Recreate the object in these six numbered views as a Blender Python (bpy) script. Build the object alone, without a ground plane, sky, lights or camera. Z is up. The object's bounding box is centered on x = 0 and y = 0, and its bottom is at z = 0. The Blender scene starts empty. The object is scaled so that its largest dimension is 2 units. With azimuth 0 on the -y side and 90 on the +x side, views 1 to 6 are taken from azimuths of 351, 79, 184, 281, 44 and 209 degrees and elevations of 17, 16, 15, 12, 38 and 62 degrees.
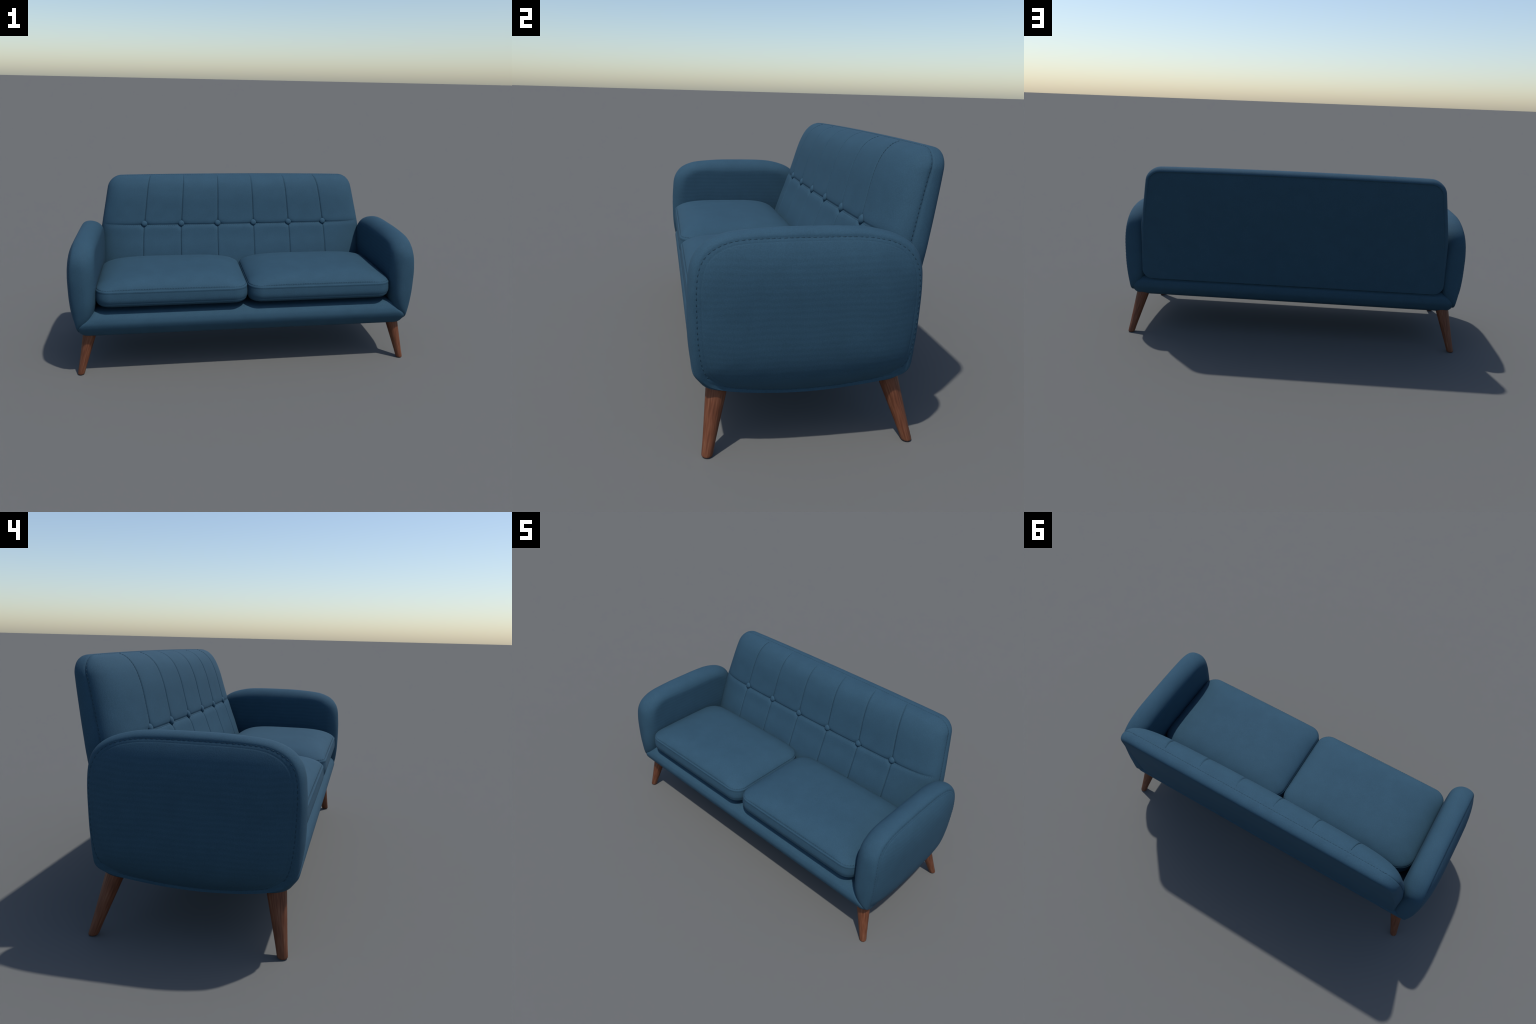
"""A blue two-seat tufted sofa on splayed wooden legs, built part by part."""
import bpy, bmesh, math, random
from mathutils import Vector

random.seed(7)

# ------------------------------------------------------------------ helpers
def lerp(a, b, t):
    return a + (b - a) * t

def table(pts):
    """Smooth (monotone cubic) function through a few (t, value) control points."""
    pts = sorted(pts)
    xs = [p[0] for p in pts]; ys = [p[1] for p in pts]
    n = len(xs)
    d = [(ys[i+1]-ys[i])/(xs[i+1]-xs[i]) for i in range(n-1)]
    m = [d[0]] + [0 if d[i-1]*d[i] <= 0 else 2*d[i-1]*d[i]/(d[i-1]+d[i]) for i in range(1, n-1)] + [d[-1]]
    def f(x):
        if x <= xs[0]: return ys[0] + m[0]*(x-xs[0])
        if x >= xs[-1]: return ys[-1] + m[-1]*(x-xs[-1])
        i = 0
        while x > xs[i+1]: i += 1
        h = xs[i+1]-xs[i]; t = (x-xs[i])/h
        return ((2*t**3-3*t*t+1)*ys[i] + (t**3-2*t*t+t)*h*m[i]
                + (-2*t**3+3*t*t)*ys[i+1] + (t**3-t*t)*h*m[i+1])
    return f

def closed_curve(pts, count):
    """Catmull-Rom through a closed ring of 2D control points, `count` samples."""
    n = len(pts); out = []
    for k in range(count):
        s = k/count*n; i = int(s); t = s-i
        p0, p1, p2, p3 = (pts[(i+j-1) % n] for j in range(4))
        out.append(tuple(0.5*((2*p1[a]) + (-p0[a]+p2[a])*t + (2*p0[a]-5*p1[a]+4*p2[a]-p3[a])*t*t
                              + (-p0[a]+3*p1[a]-3*p2[a]+p3[a])*t**3) for a in (0, 1)))
    return out

def gauss(d, s):
    return math.exp(-(d/s)**2)

root = bpy.data.objects.new("sofa", None)
bpy.context.collection.objects.link(root)
root["label"] = "blue tufted two-seat sofa with splayed wooden legs"
root["category"] = "sofa"

def add_object(name, verts, faces, mat, parent=root, origin=(0, 0, 0), smooth=True, recalc=True):
    o = Vector(origin)
    me = bpy.data.meshes.new(name)
    me.from_pydata([Vector(v)-o for v in verts], [], faces)
    bm = bmesh.new(); bm.from_mesh(me)
    bmesh.ops.remove_doubles(bm, verts=bm.verts, dist=1e-5)
    if recalc:
        bmesh.ops.recalc_face_normals(bm, faces=bm.faces)
    bm.to_mesh(me); bm.free()
    if smooth:
        me.polygons.foreach_set("use_smooth", [True]*len(me.polygons))
    me.materials.append(mat)
    ob = bpy.data.objects.new(name, me)
    bpy.context.collection.objects.link(ob)
    ob.parent = parent
    ob.location = o - (parent_origin(parent))
    return ob

def parent_origin(p):
    loc = Vector((0, 0, 0))
    while p is not None:
        loc += p.location; p = p.parent
    return loc

# ---------------------------------------------------------------- materials
def new_mat(name):
    m = bpy.data.materials.new(name); m.use_nodes = True
    nt = m.node_tree; nt.nodes.clear()
    out = nt.nodes.new("ShaderNodeOutputMaterial")
    bs = nt.nodes.new("ShaderNodeBsdfPrincipled")
    nt.links.new(bs.outputs[0], out.inputs[0])
    return m, nt, bs

def fabric(name, base, ribs=0.0):
    m, nt, bs = new_mat(name)
    N, L = nt.nodes.new, nt.links.new
    tc = N("ShaderNodeTexCoord")
    fine = N("ShaderNodeTexNoise"); fine.inputs["Scale"].default_value = 260; fine.inputs["Detail"].default_value = 3
    mid = N("ShaderNodeTexNoise"); mid.inputs["Scale"].default_value = 14; mid.inputs["Detail"].default_value = 4
    L(tc.outputs["Object"], fine.inputs["Vector"]); L(tc.outputs["Object"], mid.inputs["Vector"])
    r1 = N("ShaderNodeMapRange"); r1.inputs["From Min"].default_value = .3; r1.inputs["From Max"].default_value = .7
    r1.inputs["To Min"].default_value = .91; r1.inputs["To Max"].default_value = 1.09
    L(fine.outputs["Fac"], r1.inputs["Value"])
    r2 = N("ShaderNodeMapRange"); r2.inputs["From Min"].default_value = .3; r2.inputs["From Max"].default_value = .7
    r2.inputs["To Min"].default_value = .96; r2.inputs["To Max"].default_value = 1.04
    L(mid.outputs["Fac"], r2.inputs["Value"])
    mul = N("ShaderNodeMath"); mul.operation = 'MULTIPLY'
    L(r1.outputs[0], mul.inputs[0]); L(r2.outputs[0], mul.inputs[1])
    val = mul.outputs[0]
    # crevice shadow of the seams, painted into the base colour by pointiness
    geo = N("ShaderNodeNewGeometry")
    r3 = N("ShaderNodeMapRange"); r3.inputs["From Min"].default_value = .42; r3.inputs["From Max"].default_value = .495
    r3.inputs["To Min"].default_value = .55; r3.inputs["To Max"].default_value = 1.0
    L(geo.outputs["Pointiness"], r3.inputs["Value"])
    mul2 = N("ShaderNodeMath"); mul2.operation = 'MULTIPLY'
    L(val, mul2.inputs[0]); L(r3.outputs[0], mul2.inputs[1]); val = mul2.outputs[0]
    height = fine.outputs["Fac"]
    if ribs:
        w = N("ShaderNodeTexWave"); w.wave_type = 'BANDS'; w.bands_direction = 'Z'
        w.inputs["Scale"].default_value = 15; w.inputs["Distortion"].default_value = 4.5
        w.inputs["Detail"].default_value = 2; w.inputs["Detail Scale"].default_value = .35
        L(tc.outputs["Object"], w.inputs["Vector"])
        r4 = N("ShaderNodeMapRange"); r4.inputs["To Min"].default_value = 1-ribs; r4.inputs["To Max"].default_value = 1+ribs
        sep = N("ShaderNodeSeparateXYZ"); L(geo.outputs["True Normal"], sep.inputs[0])
        ab = N("ShaderNodeMath"); ab.operation = 'ABSOLUTE'; L(sep.outputs["X"], ab.inputs[0])
        rm = N("ShaderNodeMapRange"); rm.inputs["From Min"].default_value = .86; rm.inputs["From Max"].default_value = .97
        L(ab.outputs[0], rm.inputs["Value"])
        mx = N("ShaderNodeMix"); mx.data_type = 'FLOAT'; mx.inputs[2].default_value = .5
        L(rm.outputs[0], mx.inputs[0]); L(w.outputs["Fac"], mx.inputs[3])
        L(mx.outputs[0], r4.inputs["Value"])
        mul3 = N("ShaderNodeMath"); mul3.operation = 'MULTIPLY'
        L(val, mul3.inputs[0]); L(r4.outputs[0], mul3.inputs[1]); val = mul3.outputs[0]
    col = N("ShaderNodeVectorMath"); col.operation = 'SCALE'
    col.inputs[0].default_value = base
    L(val, col.inputs["Scale"])
    L(col.outputs[0], bs.inputs["Base Color"])
    bump = N("ShaderNodeBump"); bump.inputs["Strength"].default_value = .18; bump.inputs["Distance"].default_value = .002
    L(height, bump.inputs["Height"]); L(bump.outputs[0], bs.inputs["Normal"])
    bs.inputs["Roughness"].default_value = .85
    bs.inputs["Specular IOR Level"].default_value = .16
    return m

def wood(name):
    m, nt, bs = new_mat(name)
    N, L = nt.nodes.new, nt.links.new
    tc = N("ShaderNodeTexCoord")
    mp = N("ShaderNodeMapping"); mp.inputs["Scale"].default_value = (125, 125, .55)
    L(tc.outputs["Object"], mp.inputs["Vector"])
    n1 = N("ShaderNodeTexNoise"); n1.inputs["Scale"].default_value = 1.3; n1.inputs["Detail"].default_value = 2.5
    n1.inputs["Distortion"].default_value = 0
    L(mp.outputs[0], n1.inputs["Vector"])
    cr = N("ShaderNodeValToRGB")
    e = cr.color_ramp.elements
    e[0].position = .30; e[0].color = (.090, .028, .012, 1)
    e[1].position = .74; e[1].color = (.198, .093, .052, 1)
    k = e.new(.47); k.color = (.134, .043, .019, 1)
    k = e.new(.60); k.color = (.158, .057, .028, 1)
    L(n1.outputs["Fac"], cr.inputs["Fac"])
    L(cr.outputs["Color"], bs.inputs["Base Color"])
    bump = N("ShaderNodeBump"); bump.inputs["Strength"].default_value = .15; bump.inputs["Distance"].default_value = .001
    L(n1.outputs["Fac"], bump.inputs["Height"]); L(bump.outputs[0], bs.inputs["Normal"])
    bs.inputs["Roughness"].default_value = .55
    bs.inputs["Specular IOR Level"].default_value = .28
    return m

BLUE = (.0285, .0715, .110)
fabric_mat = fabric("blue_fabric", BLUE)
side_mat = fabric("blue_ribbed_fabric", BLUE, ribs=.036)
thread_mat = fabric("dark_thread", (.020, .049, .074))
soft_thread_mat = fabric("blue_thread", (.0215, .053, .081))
wood_mat = wood("reddish_wood")

# ----------------------------------------------------------------- stitching
class Stitches:
    """Many short thread dashes joined into one mesh."""
    def __init__(self):
        self.v = []; self.f = []
    def dash(self, a, b, r):
        d = b-a; ln = d.length
        if ln < 1e-6: return
        d /= ln
        s = d.cross(Vector((0.13, 0.31, 0.94)));  s.normalize(); t = d.cross(s)
        k = len(self.v); seg = 6
        prof = [(0, .25), (.12, .85), (.5, 1.0), (.88, .85), (1, .25)]
        for p, q in prof:
            c = a + d*(ln*p)
            for i in range(seg):
                w = 2*math.pi*i/seg
                self.v.append(c + (s*math.cos(w) + t*math.sin(w))*r*q)
        for j in range(len(prof)-1):
            for i in range(seg):
                i2 = (i+1) % seg
                self.f.append((k+j*seg+i, k+j*seg+i2, k+(j+1)*seg+i2, k+(j+1)*seg+i))
        self.f.append(tuple(k+i for i in range(seg))[::-1])
        self.f.append(tuple(k+(len(prof)-1)*seg+i for i in range(seg)))
    def along(self, path, period, length, r, closed=False):
        pts = [Vector(p) for p in path]
        if closed: pts.append(pts[0])
        acc = [0]
        for p, q in zip(pts, pts[1:]): acc.append(acc[-1]+(q-p).length)
        total = acc[-1]; n = max(1, round(total/period)); step = total/n
        i = 0
        def at(s):
            nonlocal i
            s = min(max(s, 0), total-1e-9)
            while i > 0 and acc[i] > s: i -= 1
            while acc[i+1] < s: i += 1
            t = (s-acc[i])/max(1e-9, acc[i+1]-acc[i])
            return pts[i].lerp(pts[i+1], t)
        for j in range(n):
            s0 = j*step + step*.12 + random.uniform(-.06, .06)*step
            self.dash(at(s0), at(s0+length*random.uniform(.92, 1.08)), r)
    def build(self, parent, mat=None):
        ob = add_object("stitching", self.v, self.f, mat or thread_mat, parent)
        ob["kind"] = "stuff"
        return ob

# --------------------------------------------------------------------- arms
# side outline of the arm at its fullest (y, z), from the front foot round over the top
ARM_EDGE = [(-.393, .265), (-.418, .290), (-.432, .330), (-.440, .390), (-.443, .450), (-.443, .530),
            (-.440, .590), (-.433, .650), (-.416, .690), (-.386, .722), (-.340, .744), (-.284, .756),
            (-.171, .765), (-.055, .767), (.064, .766), (.145, .760), (.222, .741), (.273, .715),
            (.304, .682), (.318, .640), (.322, .582), (.322, .477), (.319, .378), (.311, .300),
            (.288, .261), (.234, .240), (.168, .227), (.042, .212), (-.082, .207), (-.204, .213),
            (-.307, .227), (-.363, .245)]
# the stitched seam round the outside panel
ARM_SEAM = [(-.376, .281), (-.392, .308), (-.403, .350), (-.410, .402), (-.414, .460), (-.416, .530),
            (-.416, .585), (-.410, .640), (-.394, .680), (-.366, .707), (-.325, .727), (-.270, .737),
            (-.165, .741), (-.055, .742), (.060, .742), (.137, .738), (.205, .724), (.250, .701),
            (.279, .670), (.295, .630), (.302, .575), (.302, .480), (.299, .385), (.290, .318),
            (.268, .280), (.221, .253), (.160, .239), (.040, .224), (-.082, .219), (-.200, .225),
            (-.300, .240), (-.349, .259)]
seam_x = table([(.21, .930), (.27, .945), (.31, .955), (.37, .963), (.45, .968), (.54, .969), (.62, .965), (.69, .957), (.75, .950)])
edge_x = table([(.20, .932), (.27, .945), (.32, .925), (.38, .905), (.45, .898), (.60, .902), (.70, .908), (.77, .911)])
inner_x = table([(.20, .915), (.27, .932), (.33, .884), (.39, .848), (.45, .838), (.60, .835), (.72, .835)])
ARM_C = (-.055, .48)

def arm_rings(count=224):
    E = closed_curve(ARM_EDGE, count); S = closed_curve(ARM_SEAM, count)
    rings = []
    panel = [.02, .12, .24, .36, .48, .6, .7, .78, .84, .885, .91, .925, .935, .942, .948, .954, .960, .967, .974, .982, .991]
    def outer(k):
        r = []
        for (y, z) in S:
            yy = lerp(ARM_C[0], y, k); zz = lerp(ARM_C[1], z, k)
            x = lerp(.968, seam_x(z), k**3) + .032*(1-k**4.6)
            x -= .0010*gauss(k-.962, .005)
            r.append((x, yy, zz))
        return r
    for k in panel: rings.append(outer(k))
    seam_ring = [(seam_x(z), y, z) for y, z in S]
    rings.append(seam_ring)
    n1 = 9
    for j in range(1, n1+1):
        a = j/n1*math.pi/2
        r = []
        for (ys, zs), (ye, ze) in zip(S, E):
            o = math.sin(a); q = 1-math.cos(a)
            x = lerp(seam_x(zs), edge_x(ze), q)
            r.append((x, lerp(ys, ye, o), lerp(zs, ze, o)))
        rings.append(r)
    n2 = 11
    for j in range(1, n2+1):
        a = j/n2*math.pi/2
        r = []
        for (ys, zs), (ye, ze) in zip(S, E):
            yi, zi = ye+(ys-ye)*2.9, ze+(zs-ze)*2.9
            o = 1-math.cos(a); q = math.sin(a)
            x = lerp(edge_x(ze), inner_x(zi), q)
            r.append((x, lerp(ye, yi, o), lerp(ze, zi, o)))
        rings.append(r)
    for k in (.96, .9, .8, .7, .6, .45, .3, .15, .02):
        r = []
        for (ys, zs), (ye, ze) in zip(S, E):
            yi, zi = ye+(ys-ye)*2.9, ze+(zs-ze)*2.9
            zz = lerp(ARM_C[1], zi, k)
            r.append((inner_x(zz), lerp(ARM_C[0], yi, k), zz))
        rings.append(r)
    return rings, seam_ring

def ring_faces(rings):
    n = len(rings[0]); f = []
    for j in range(len(rings)-1):
        for i in range(n):
            i2 = (i+1) % n
            f.append((j*n+i, j*n+i2, (j+1)*n+i2, (j+1)*n+i))
    f.append(tuple(range(n)))
    f.append(tuple((len(rings)-1)*n+i for i in range(n)))
    return f

rings, seam_ring = arm_rings()
for side in (1, -1):
    v = [(side*x, y, z) for r in rings for x, y, z in r]
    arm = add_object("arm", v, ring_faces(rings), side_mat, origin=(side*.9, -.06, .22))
    st = Stitches()
    st.along([(side*(x-.0009), ARM_C[0]+(y-ARM_C[0])*.998, ARM_C[1]+(z-ARM_C[1])*.998) for x, y, z in seam_ring],   .0185, .0128, .0025, closed=True)
    st.build(arm, soft_thread_mat)

# --------------------------------------------------------------- seat frame
def rounded_rect(hx, y0, y1, r, z, seg=10, nx=60, ny=24):
    pts = []
    def arc(cx, cy, a0):
        for i in range(seg+1):
            a = a0 + math.pi/2*i/seg
            pts.append((cx+r*math.cos(a), cy+r*math.sin(a), z))
    def line(a, b, n):
        for i in range(1, n):
            pts.append((lerp(a[0], b[0], i/n), lerp(a[1], b[1], i/n), z))
    arc(hx-r, y1-r, 0); line((hx-r, y1), (-hx+r, y1), nx)
    arc(-hx+r, y1-r, math.pi/2); line((-hx, y1-r), (-hx, y0+r), ny)
    arc(-hx+r, y0+r, math.pi); line((-hx+r, y0), (hx-r, y0), nx)
    arc(hx-r, y0+r, 1.5*math.pi); line((hx, y0+r), (hx, y1-r), ny)
    return pts

f_hx = table([(.0, .72), (.12, .875), (.24, .914), (.36, .934), (.46, .944), (.54, .949), (.62, .936), (.72, .905), (.82, .88), (.90, .865), (1, .83)])
f_y0 = table([(.0, -.18), (.12, -.31), (.24, -.356), (.36, -.390), (.46, -.410), (.54, -.426), (.62, -.431), (.72, -.426), (.82, -.411), (.90, -.388), (1, -.34)])
f_y1 = table([(.0, .10), (.12, .205), (.24, .248), (.36, .279), (.46, .298), (.54, .309), (.62, .310), (.72, .297), (.82, .272), (.90, .25), (1, .22)])
f_z = table([(.0, .206), (.12, .210), (.24, .219), (.36, .235), (.46, .260), (.54, .286), (.62, .310), (.72, .333), (.82, .354), (.90, .370), (1, .378)])
base_rings = []
for j in range(45):
    t = j/44
    base_rings.append(rounded_rect(f_hx(t), f_y0(t), f_y1(t), lerp(.05, .03, t), f_z(t)))
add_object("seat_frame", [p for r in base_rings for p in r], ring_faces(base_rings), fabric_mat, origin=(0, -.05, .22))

# ------------------------------------------------- boxed pillows on a 2D grid
def clustered(lo, hi, n, centers=(), width=.02, per=9, ends=None):
    """Even samples with extra ones packed round some centers and towards the ends."""
    s = set(round(lerp(lo, hi, i/n), 6) for i in range(n+1))
    for c in centers:
        s = set(x for x in s if abs(x-c) > width*1.05 or x in (lo, hi))
        for i in range(-per, per+1):
            s.add(round(c + width*(i/per), 6))
    if ends:
        for e in ends:
            s.add(round(lo+(hi-lo)*e, 6)); s.add(round(hi-(hi-lo)*e, 6))
    return sorted(x for x in s if lo-1e-9 <= x <= hi+1e-9)

def grid_solid(front, rings, rear, ni, nj):
    """front/rear: lists [j][i] of points with matching boundaries; rings: extra loops between."""
    v = []; f = []
    def push(g):
        base = len(v)
        for row in g: v.extend(row)
        for j in range(nj-1):
            for i in range(ni-1):
                a = base+j*ni+i
                f.append((a, a+1, a+ni+1, a+ni))
        return base
    bf = push(front); br = push(rear)
    loop = ([(0, i) for i in range(ni)] + [(j, ni-1) for j in range(1, nj)]
            + [(nj-1, i) for i in range(ni-2, -1, -1)] + [(j, 0) for j in range(nj-2, 0, -1)])
    idx = [[bf+j*ni+i for j, i in loop]]
    for r in rings:
        b = len(v); v.extend(r); idx.append(list(range(b, b+len(r))))
    idx.append([br+j*ni+i for j, i in loop])
    n = len(loop)
    for a, b in zip(idx, idx[1:]):
        for k in range(n):
            k2 = (k+1) % n
            f.append((a[k], a[k2], b[k2], b[k]))
    return v, f, loop

def loop_normals(pts2):
    n = len(pts2); out = []
    area = sum(pts2[k][0]*pts2[(k+1) % n][1]-pts2[(k+1) % n][0]*pts2[k][1] for k in range(n))
    sg = 1 if area > 0 else -1
    for k in range(n):
        a = pts2[k-1]; b = pts2[(k+1) % n]
        dx, dy = b[0]-a[0], b[1]-a[1]
        l = math.hypot(dx, dy) or 1
        out.append((sg*dy/l, -sg*dx/l))
    return out

# ----------------------------------------------------------------- backrest
Z0, Z1 = .334, 1.0068
half_w = table([(.35, .870), (.50, .866), (.65, .858), (.72, .847), (.82, .829), (.92, .811), (1.006, .794)])
y_front = table([(.33, .080), (.42, .106), (.53, .143), (.585, .162), (.64, .183), (.705, .204), (.742, .216), (.80, .231),
                 (.873, .250), (.925, .270), (.956, .288), (.98, .311), (.996, .337), (1.003, .361), (1.006, .386)])
y_edge = table([(.35, .215), (.50, .256), (.70, .310), (.81, .339), (.90, .364), (.966, .383), (1.006, .387)])
y_rear = table([(.35, .300), (.50, .324), (.63, .349), (.80, .386), (.94, .414), (1.006, .425)])
SEAM_U = [.1375, .4125, .688]
SEAM_Z = .7095
R_TOP, R_BOT = .072, .06

zs = []
na = 16
for i in range(na): zs.append(Z0 + R_BOT*(1-math.cos(math.pi/2*i/na)))
zs += clustered(Z0+R_BOT, Z1-R_TOP, 70, centers=(SEAM_Z,), width=.024, per=12)
na = 26
for i in range(1, na+1): zs.append(Z1 - R_TOP*(1-math.sin(math.pi/2*i/na)))
us = clustered(0, 1, 60, centers=SEAM_U, width=.03, per=10)
us += [.86+.14*math.sin(math.pi/2*i/22) for i in range(1, 23)]
us = sorted(set(round(u, 5) for u in us))
us = [us[0]] + [b for a, b in zip(us, us[1:]) if b-a > .0006]
us[-1] = 1.0
us = [-u for u in us[:0:-1]] + us

def corner_cut(z):
    if z > Z1-R_TOP:
        d = z-(Z1-R_TOP); return R_TOP-math.sqrt(max(0, R_TOP**2-d*d))
    if z < Z0+R_BOT:
        d = Z0+R_BOT-z; return R_BOT-math.sqrt(max(0, R_BOT**2-d*d))
    return 0

def back_x(u, z):
    w = half_w(z)
    return u*w - math.copysign(corner_cut(z)*abs(u)**5, u)

def back_point(u, z, groove=True):
    au = abs(u)
    x = back_x(u, z)
    fall = (1-.19*au*au)*max(0, 1-au**11)**.5
    ye, yf = y_edge(z), y_front(z)
    amp = (ye-yf)
    y = ye - amp*fall
    if groove:
        w = half_w(z)
        fade = min(1, amp/.05)*min(1, (1-au)/.04)
        g = 0
        for c in SEAM_U:
            d = (au-c)*w
            g = max(g, .0048*gauss(d, .0036) + .0012*gauss(d, .013))
        dz = z-SEAM_Z
        hseam = (.0034*gauss(dz, .0048) + .0042*gauss(dz, .0155))*(1-.75*au**6)
        g = max(g, hseam) + .15*min(g, hseam)
        for c in SEAM_U:
            d = math.hypot((au-c)*w, dz)
            # tufting pulls the cloth in with a slightly diamond-shaped dimple
            d2 = abs((au-c)*w)+abs(dz)
            g += .006*gauss(d, .021) + .0045*gauss(d2, .026)
        y += g*fade
    return (x, y, z-crown(au, z))

def crown(au, z):
    return .006*au**2*max(0, (z-Z0)/(Z1-Z0))**3

front = [[back_point(u, z) for u in us] for z in zs]
ni, nj = len(us), len(zs)
rear = front
_, _, loop = grid_solid(front, [], rear, ni, nj)
edge2 = [(front[j][i][0], front[j][i][2]) for j, i in loop]
nrm = loop_normals(edge2)
rings_b = []
def soft(z):
    t = min(1, max(0, (z-Z0)/.30)); return lerp(.35, 1, t*t*(3-2*t))
rear_roll = [(i/10*math.pi/2) for i in range(0, 11)]
for off, t, extra in [(-.0008, .05, 0), (.0004, .12, 0), (.002, .22, 0), (.0035, .32, 0)] + [(None, a, None) for a in rear_roll]:
    r = []
    for (x, z), (nx, nz) in zip(edge2, nrm):
        if off is None:
            o = lerp(.0045, .0008, max(0, nz))-.026*soft(z)*(1-math.cos(t))
            y = lerp(lerp(y_edge(z), y_rear(z), .45), y_rear(z)+.018, math.sin(t))
        else:
            o = min(off, lerp(.004, .0012, max(0, nz))); y = lerp(y_edge(z), y_rear(z), t)
        r.append((x+nx*o, y, z+nz*o))
    rings_b.append(r)
# the flat rear panel spans the last ring (Coons patch)
last = rings_b.pop()
rim = {ji: p for ji, p in zip(loop, last)}
def rear_patch(i, j):
    if (j, i) in rim: return rim[(j, i)]
    s_ = (us[i]+1)/2; t_ = (zs[j]-Z0)/(Z1-Z0)
    L_, R_, B_, T_ = rim[(j, 0)], rim[(j, ni-1)], rim[(0, i)], rim[(nj-1, i)]
    c = [rim[(0, 0)], rim[(0, ni-1)], rim[(nj-1, 0)], rim[(nj-1, ni-1)]]
    p = [(1-s_)*L_[k]+s_*R_[k]+(1-t_)*B_[k]+t_*T_[k]
         - ((1-s_)*(1-t_)*c[0][k]+s_*(1-t_)*c[1][k]+(1-s_)*t_*c[2][k]+s_*t_*c[3][k]) for k in range(3)]
    bulge = max(0, 1-abs(2*s_-1)**4)*max(0, 1-abs(2*t_-1)**4)
    return (p[0], y_rear(p[2])+.018+.003*bulge, p[2])
rear = [[rear_patch(i, j) for i in range(ni)] for j in range(nj)]
v, f, _ = grid_solid(front, rings_b, rear, ni, nj)
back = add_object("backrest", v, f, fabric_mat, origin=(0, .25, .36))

st = Stitches()
st.along([(x-nx*.0002, y_edge(z)-.0006, z-nz*.0010) for (x, z), (nx, nz) in zip(edge2, nrm)], .0155, .0100, .0015, closed=True)
zz = [lerp(.42, 1.004, i/240) for i in range(241)]
for c in SEAM_U:
    for sg in (1, -1):
        lo = [z for z in zz if z < SEAM_Z-.024]; hi = [z for z in zz if z > SEAM_Z+.024]
        for seg in (lo, hi):
            path = []
            for z in seg:
                x, y, _z = back_point(sg*(c-.0025), z)
                path.append((x, y, z))
            st.along(path, .0125, .0078, .0009)
stops = [-.985] + sorted([-c for c in SEAM_U]+list(SEAM_U)) + [.985]
for a, b in zip(stops, stops[1:]):
    path = []
    for i in range(61):
        u = lerp(a+.027, b-.027, i/60) if abs(a) < .9 and abs(b) < .9 else lerp(a+(.027 if abs(a) < .9 else 0), b-(.027 if abs(b) < .9 else 0), i/60)
        path.append(back_point(u, SEAM_Z-.0035))
    st.along(path, .0125, .0078, .0012)
st.build(back)

# covered buttons
def button_mesh(mat):
    prof = [(0, -.013), (.006, -.0127), (.011, -.0113), (.015, -.0085), (.0178, -.0045), (.0188, 0), (.0182, .004), (.014, .007), (.007, .008)]
    v = []; f = []; seg = 28
    for r, y in prof:
        for i in range(seg):
            a = 2*math.pi*i/seg; k = 1.08
            v.append((k*r*math.cos(a), y, k*r*math.sin(a)))
    for j in range(len(prof)-1):
        for i in range(seg):
            i2 = (i+1) % seg
            f.append((j*seg+i, j*seg+i2, (j+1)*seg+i2, (j+1)*seg+i))
    f.append(tuple((len(prof)-1)*seg+i for i in range(seg)))
    return v, f
bv, bf_ = button_mesh(fabric_mat)
first = None
for c in [-u for u in SEAM_U[::-1]] + SEAM_U:
    x, y, _z = back_point(c, SEAM_Z)
    loc = Vector((x, y-.0055, _z+.006))
    if first is None:
        first = add_object("button", [Vector(p)+loc for p in bv], bf_, fabric_mat, parent=back, origin=loc)
        b = first
    else:
        b = first.copy(); bpy.context.collection.objects.link(b)
        b.location = loc - parent_origin(back)
    yaw = math.atan2(back_point(c+.05, .76)[1]-back_point(c-.05, .76)[1], .085)
    b.rotation_euler = (math.radians(-17), 0, yaw*.8)

# ------------------------------------------------------------- seat cushions
CX0, CX1, CY0, CY1 = .006, .836, -.426, .135
C_TOP, C_BOT = .500, .412
C_R = .075      # front corners
C_RB = .10      # rounder back corners
def cushion_grid():
    hx = (CX1-CX0)/2; cx = (CX0+CX1)/2
    ys = []
    na = 18
    for i in range(na): ys.append(CY0 + C_R*(1-math.cos(math.pi/2*i/na)))
    nm = 44
    for i in range(nm+1): ys.append(lerp(CY0+C_R, CY1-C_RB, i/nm))
    for i in range(1, na+1): ys.append(CY1-C_RB*(1-math.sin(math.pi/2*i/na)))
    uu = [math.sin(math.pi/2*i/44) for i in range(45)]
    uu = [-u for u in uu[:0:-1]]+uu
    return hx, cx, ys, uu
hx, ccx, cys, cus = cushion_grid()

def cushion_xy(u, y):
    cut = 0
    if y < CY0+C_R:
        d = CY0+C_R-y; cut = C_R-math.sqrt(max(0, C_R**2-d*d))
    elif y > CY1-C_RB:
        d = y-(CY1-C_RB); cut = C_RB-math.sqrt(max(0, C_RB**2-d*d))
    return u*hx - math.copysign(cut*abs(u)**4, u)

def dome(u, y):
    v = (y-(CY0+CY1)/2)/((CY1-CY0)/2)
    a = max(0, 1-abs(u)**4.0)**.62
    b = max(0, 1-abs(v)**4.0)**.62
    return .065*a*b

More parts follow.
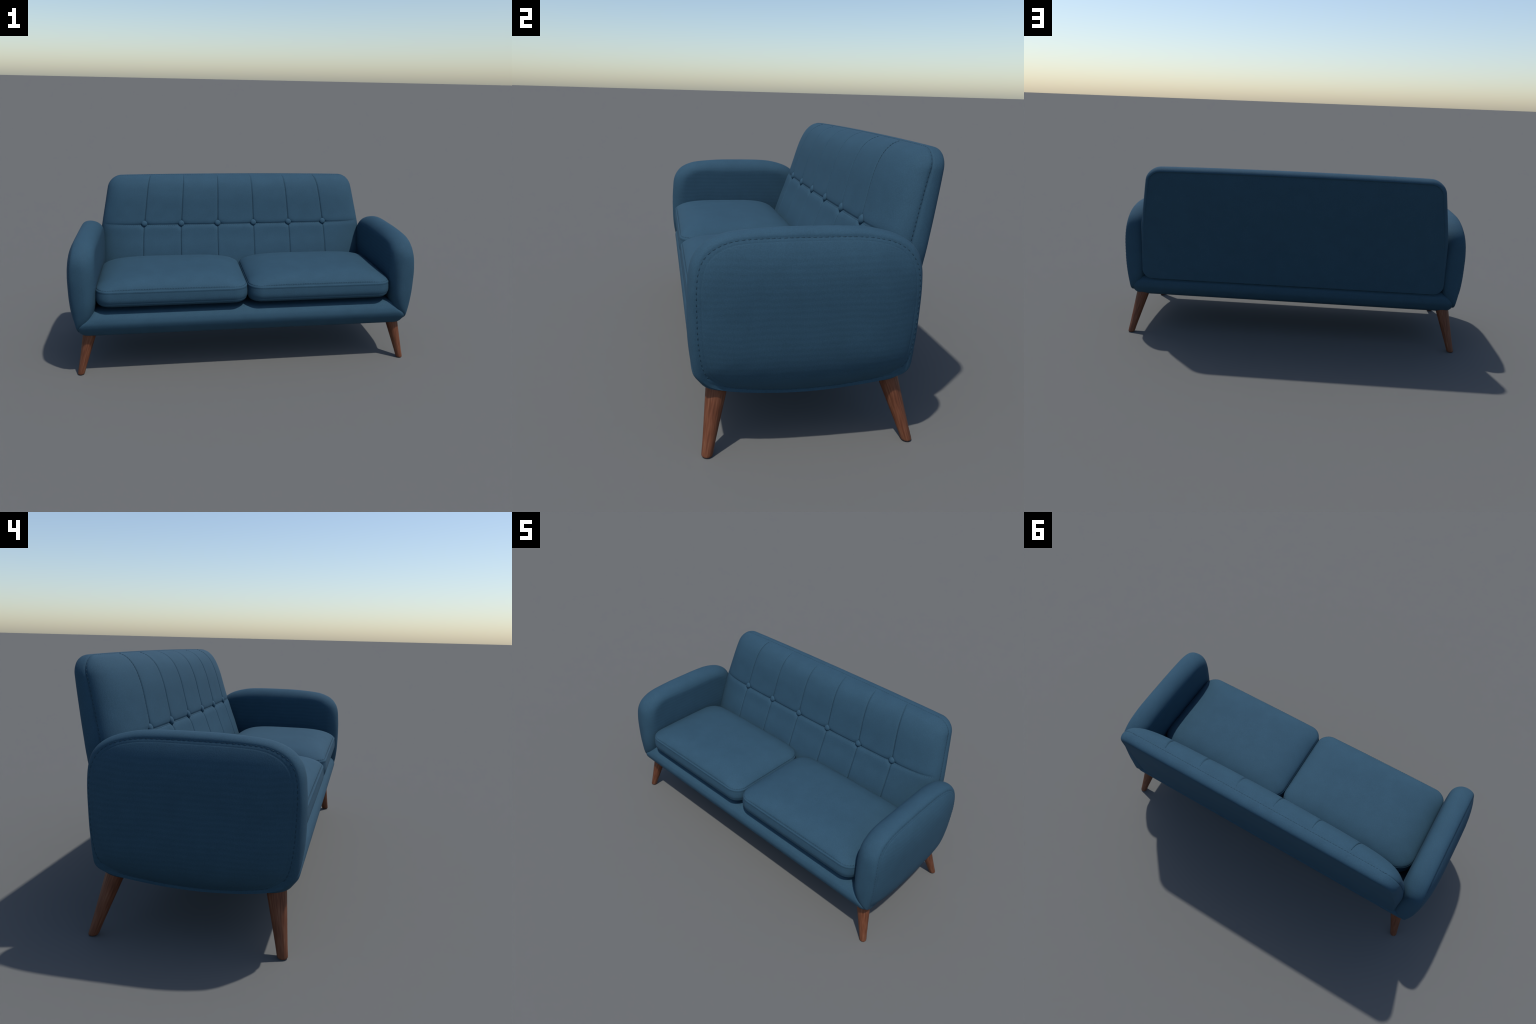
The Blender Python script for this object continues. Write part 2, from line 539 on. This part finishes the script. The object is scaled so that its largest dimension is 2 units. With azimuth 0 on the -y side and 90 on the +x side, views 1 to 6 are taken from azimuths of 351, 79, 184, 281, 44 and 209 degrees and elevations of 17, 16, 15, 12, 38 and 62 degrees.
def cushion(side):
    top = []; bot = []
    for y in cys:
        rt = []; rb = []
        for u in cus:
            lx = cushion_xy(u, y)
            rt.append((lx, y, C_TOP+dome(u, y)))
            s = .93
            yc = (CY0+CY1)/2
            rb.append((lx*s, yc+(y-yc)*.90, .400))
        top.append(rt); bot.append(rb)
    ni, nj = len(cus), len(cys)
    _, _, loop = grid_solid(top, [], bot, ni, nj)
    e2 = [(top[j][i][0], top[j][i][1]) for j, i in loop]
    nr = loop_normals(e2)
    rr = []
    for off, z in [(.0030, .4985), (.0046, .495), (.0052, .4915), (.0050, .4885), (.0046, .4865), (.0050, .484), (.0062, .475), (.0078, .462),
                   (.0085, .450), (.0075, .440), (.0045, .431), (.0028, .4275), (.0028, .425), (.001, .420), (-.004, .414), (-.011, .408), (-.02, .404)]:
        rr.append([(x+nx*off, y+ny*off, z) for (x, y), (nx, ny) in zip(e2, nr)])
    v, f, _ = grid_solid(top, rr, bot, ni, nj)
    v = [(side*ccx+x, y, z) for x, y, z in v]
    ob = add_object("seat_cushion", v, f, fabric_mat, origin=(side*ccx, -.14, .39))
    st = Stitches()
    # run of dashes just inside the welt
    inner = []
    for (x, y), (nx, ny) in zip(e2, nr):
        px, py = x-nx*.0022, y-ny*.0022
        cut = cushion_xy(1, py)
        u = max(-1, min(1, px/max(1e-6, cut)))
        inner.append((side*ccx+px, py, C_TOP+dome(u, py)+.0003))
    st.along(inner, .0140, .0094, .0014, closed=True)
    st.along([(side*ccx+x+nx*.0035, y+ny*.0035, .4865) for (x, y), (nx, ny) in zip(e2, nr)], .010, .0092, .0009, closed=True)
    st.along([(side*ccx+x+nx*.002, y+ny*.002, .426) for (x, y), (nx, ny) in zip(e2, nr)], .010, .0092, .0009, closed=True)
    st.build(ob)
cushion(1); cushion(-1)

# --------------------------------------------------------------------- legs
def leg(foot, top):
    foot = Vector(foot); top = Vector(top)
    ax = (top-foot); full = top+ax*.35
    v = []; seg = 24
    prof = [(.0, .0), (.0, .0160), (.0025, .0186), (.007, .0196), (.05, .0222), (.11, .0270), (.22, .0365), (.30, .0420)]
    rings = []
    for h, r in prof[1:]:
        c = foot + ax*(h/.22)
        rings.append([(c.x+r*math.cos(2*math.pi*i/seg), c.y+r*math.sin(2*math.pi*i/seg), h) for i in range(seg)])
    v = [p for r in rings for p in r]
    return v, ring_faces(rings)
for sx in (1, -1):
    for fy, ty in ((-.383, -.347), (.319, .251)):
        v, f = leg((sx*.9435, fy, 0), (sx*.889, ty, .22))
        # the leg's own z runs up its slanted axis, so the grain follows it
        foot = Vector((sx*.9435, fy, 0)); axis = Vector((sx*.889, ty, .22)) - foot
        q = Vector((0, 0, 1)).rotation_difference(axis)
        qi = q.inverted()
        lg = add_object("leg", [foot + qi @ (Vector(p)-foot) for p in v], f, wood_mat, origin=foot)
        lg.rotation_euler = q.to_euler()
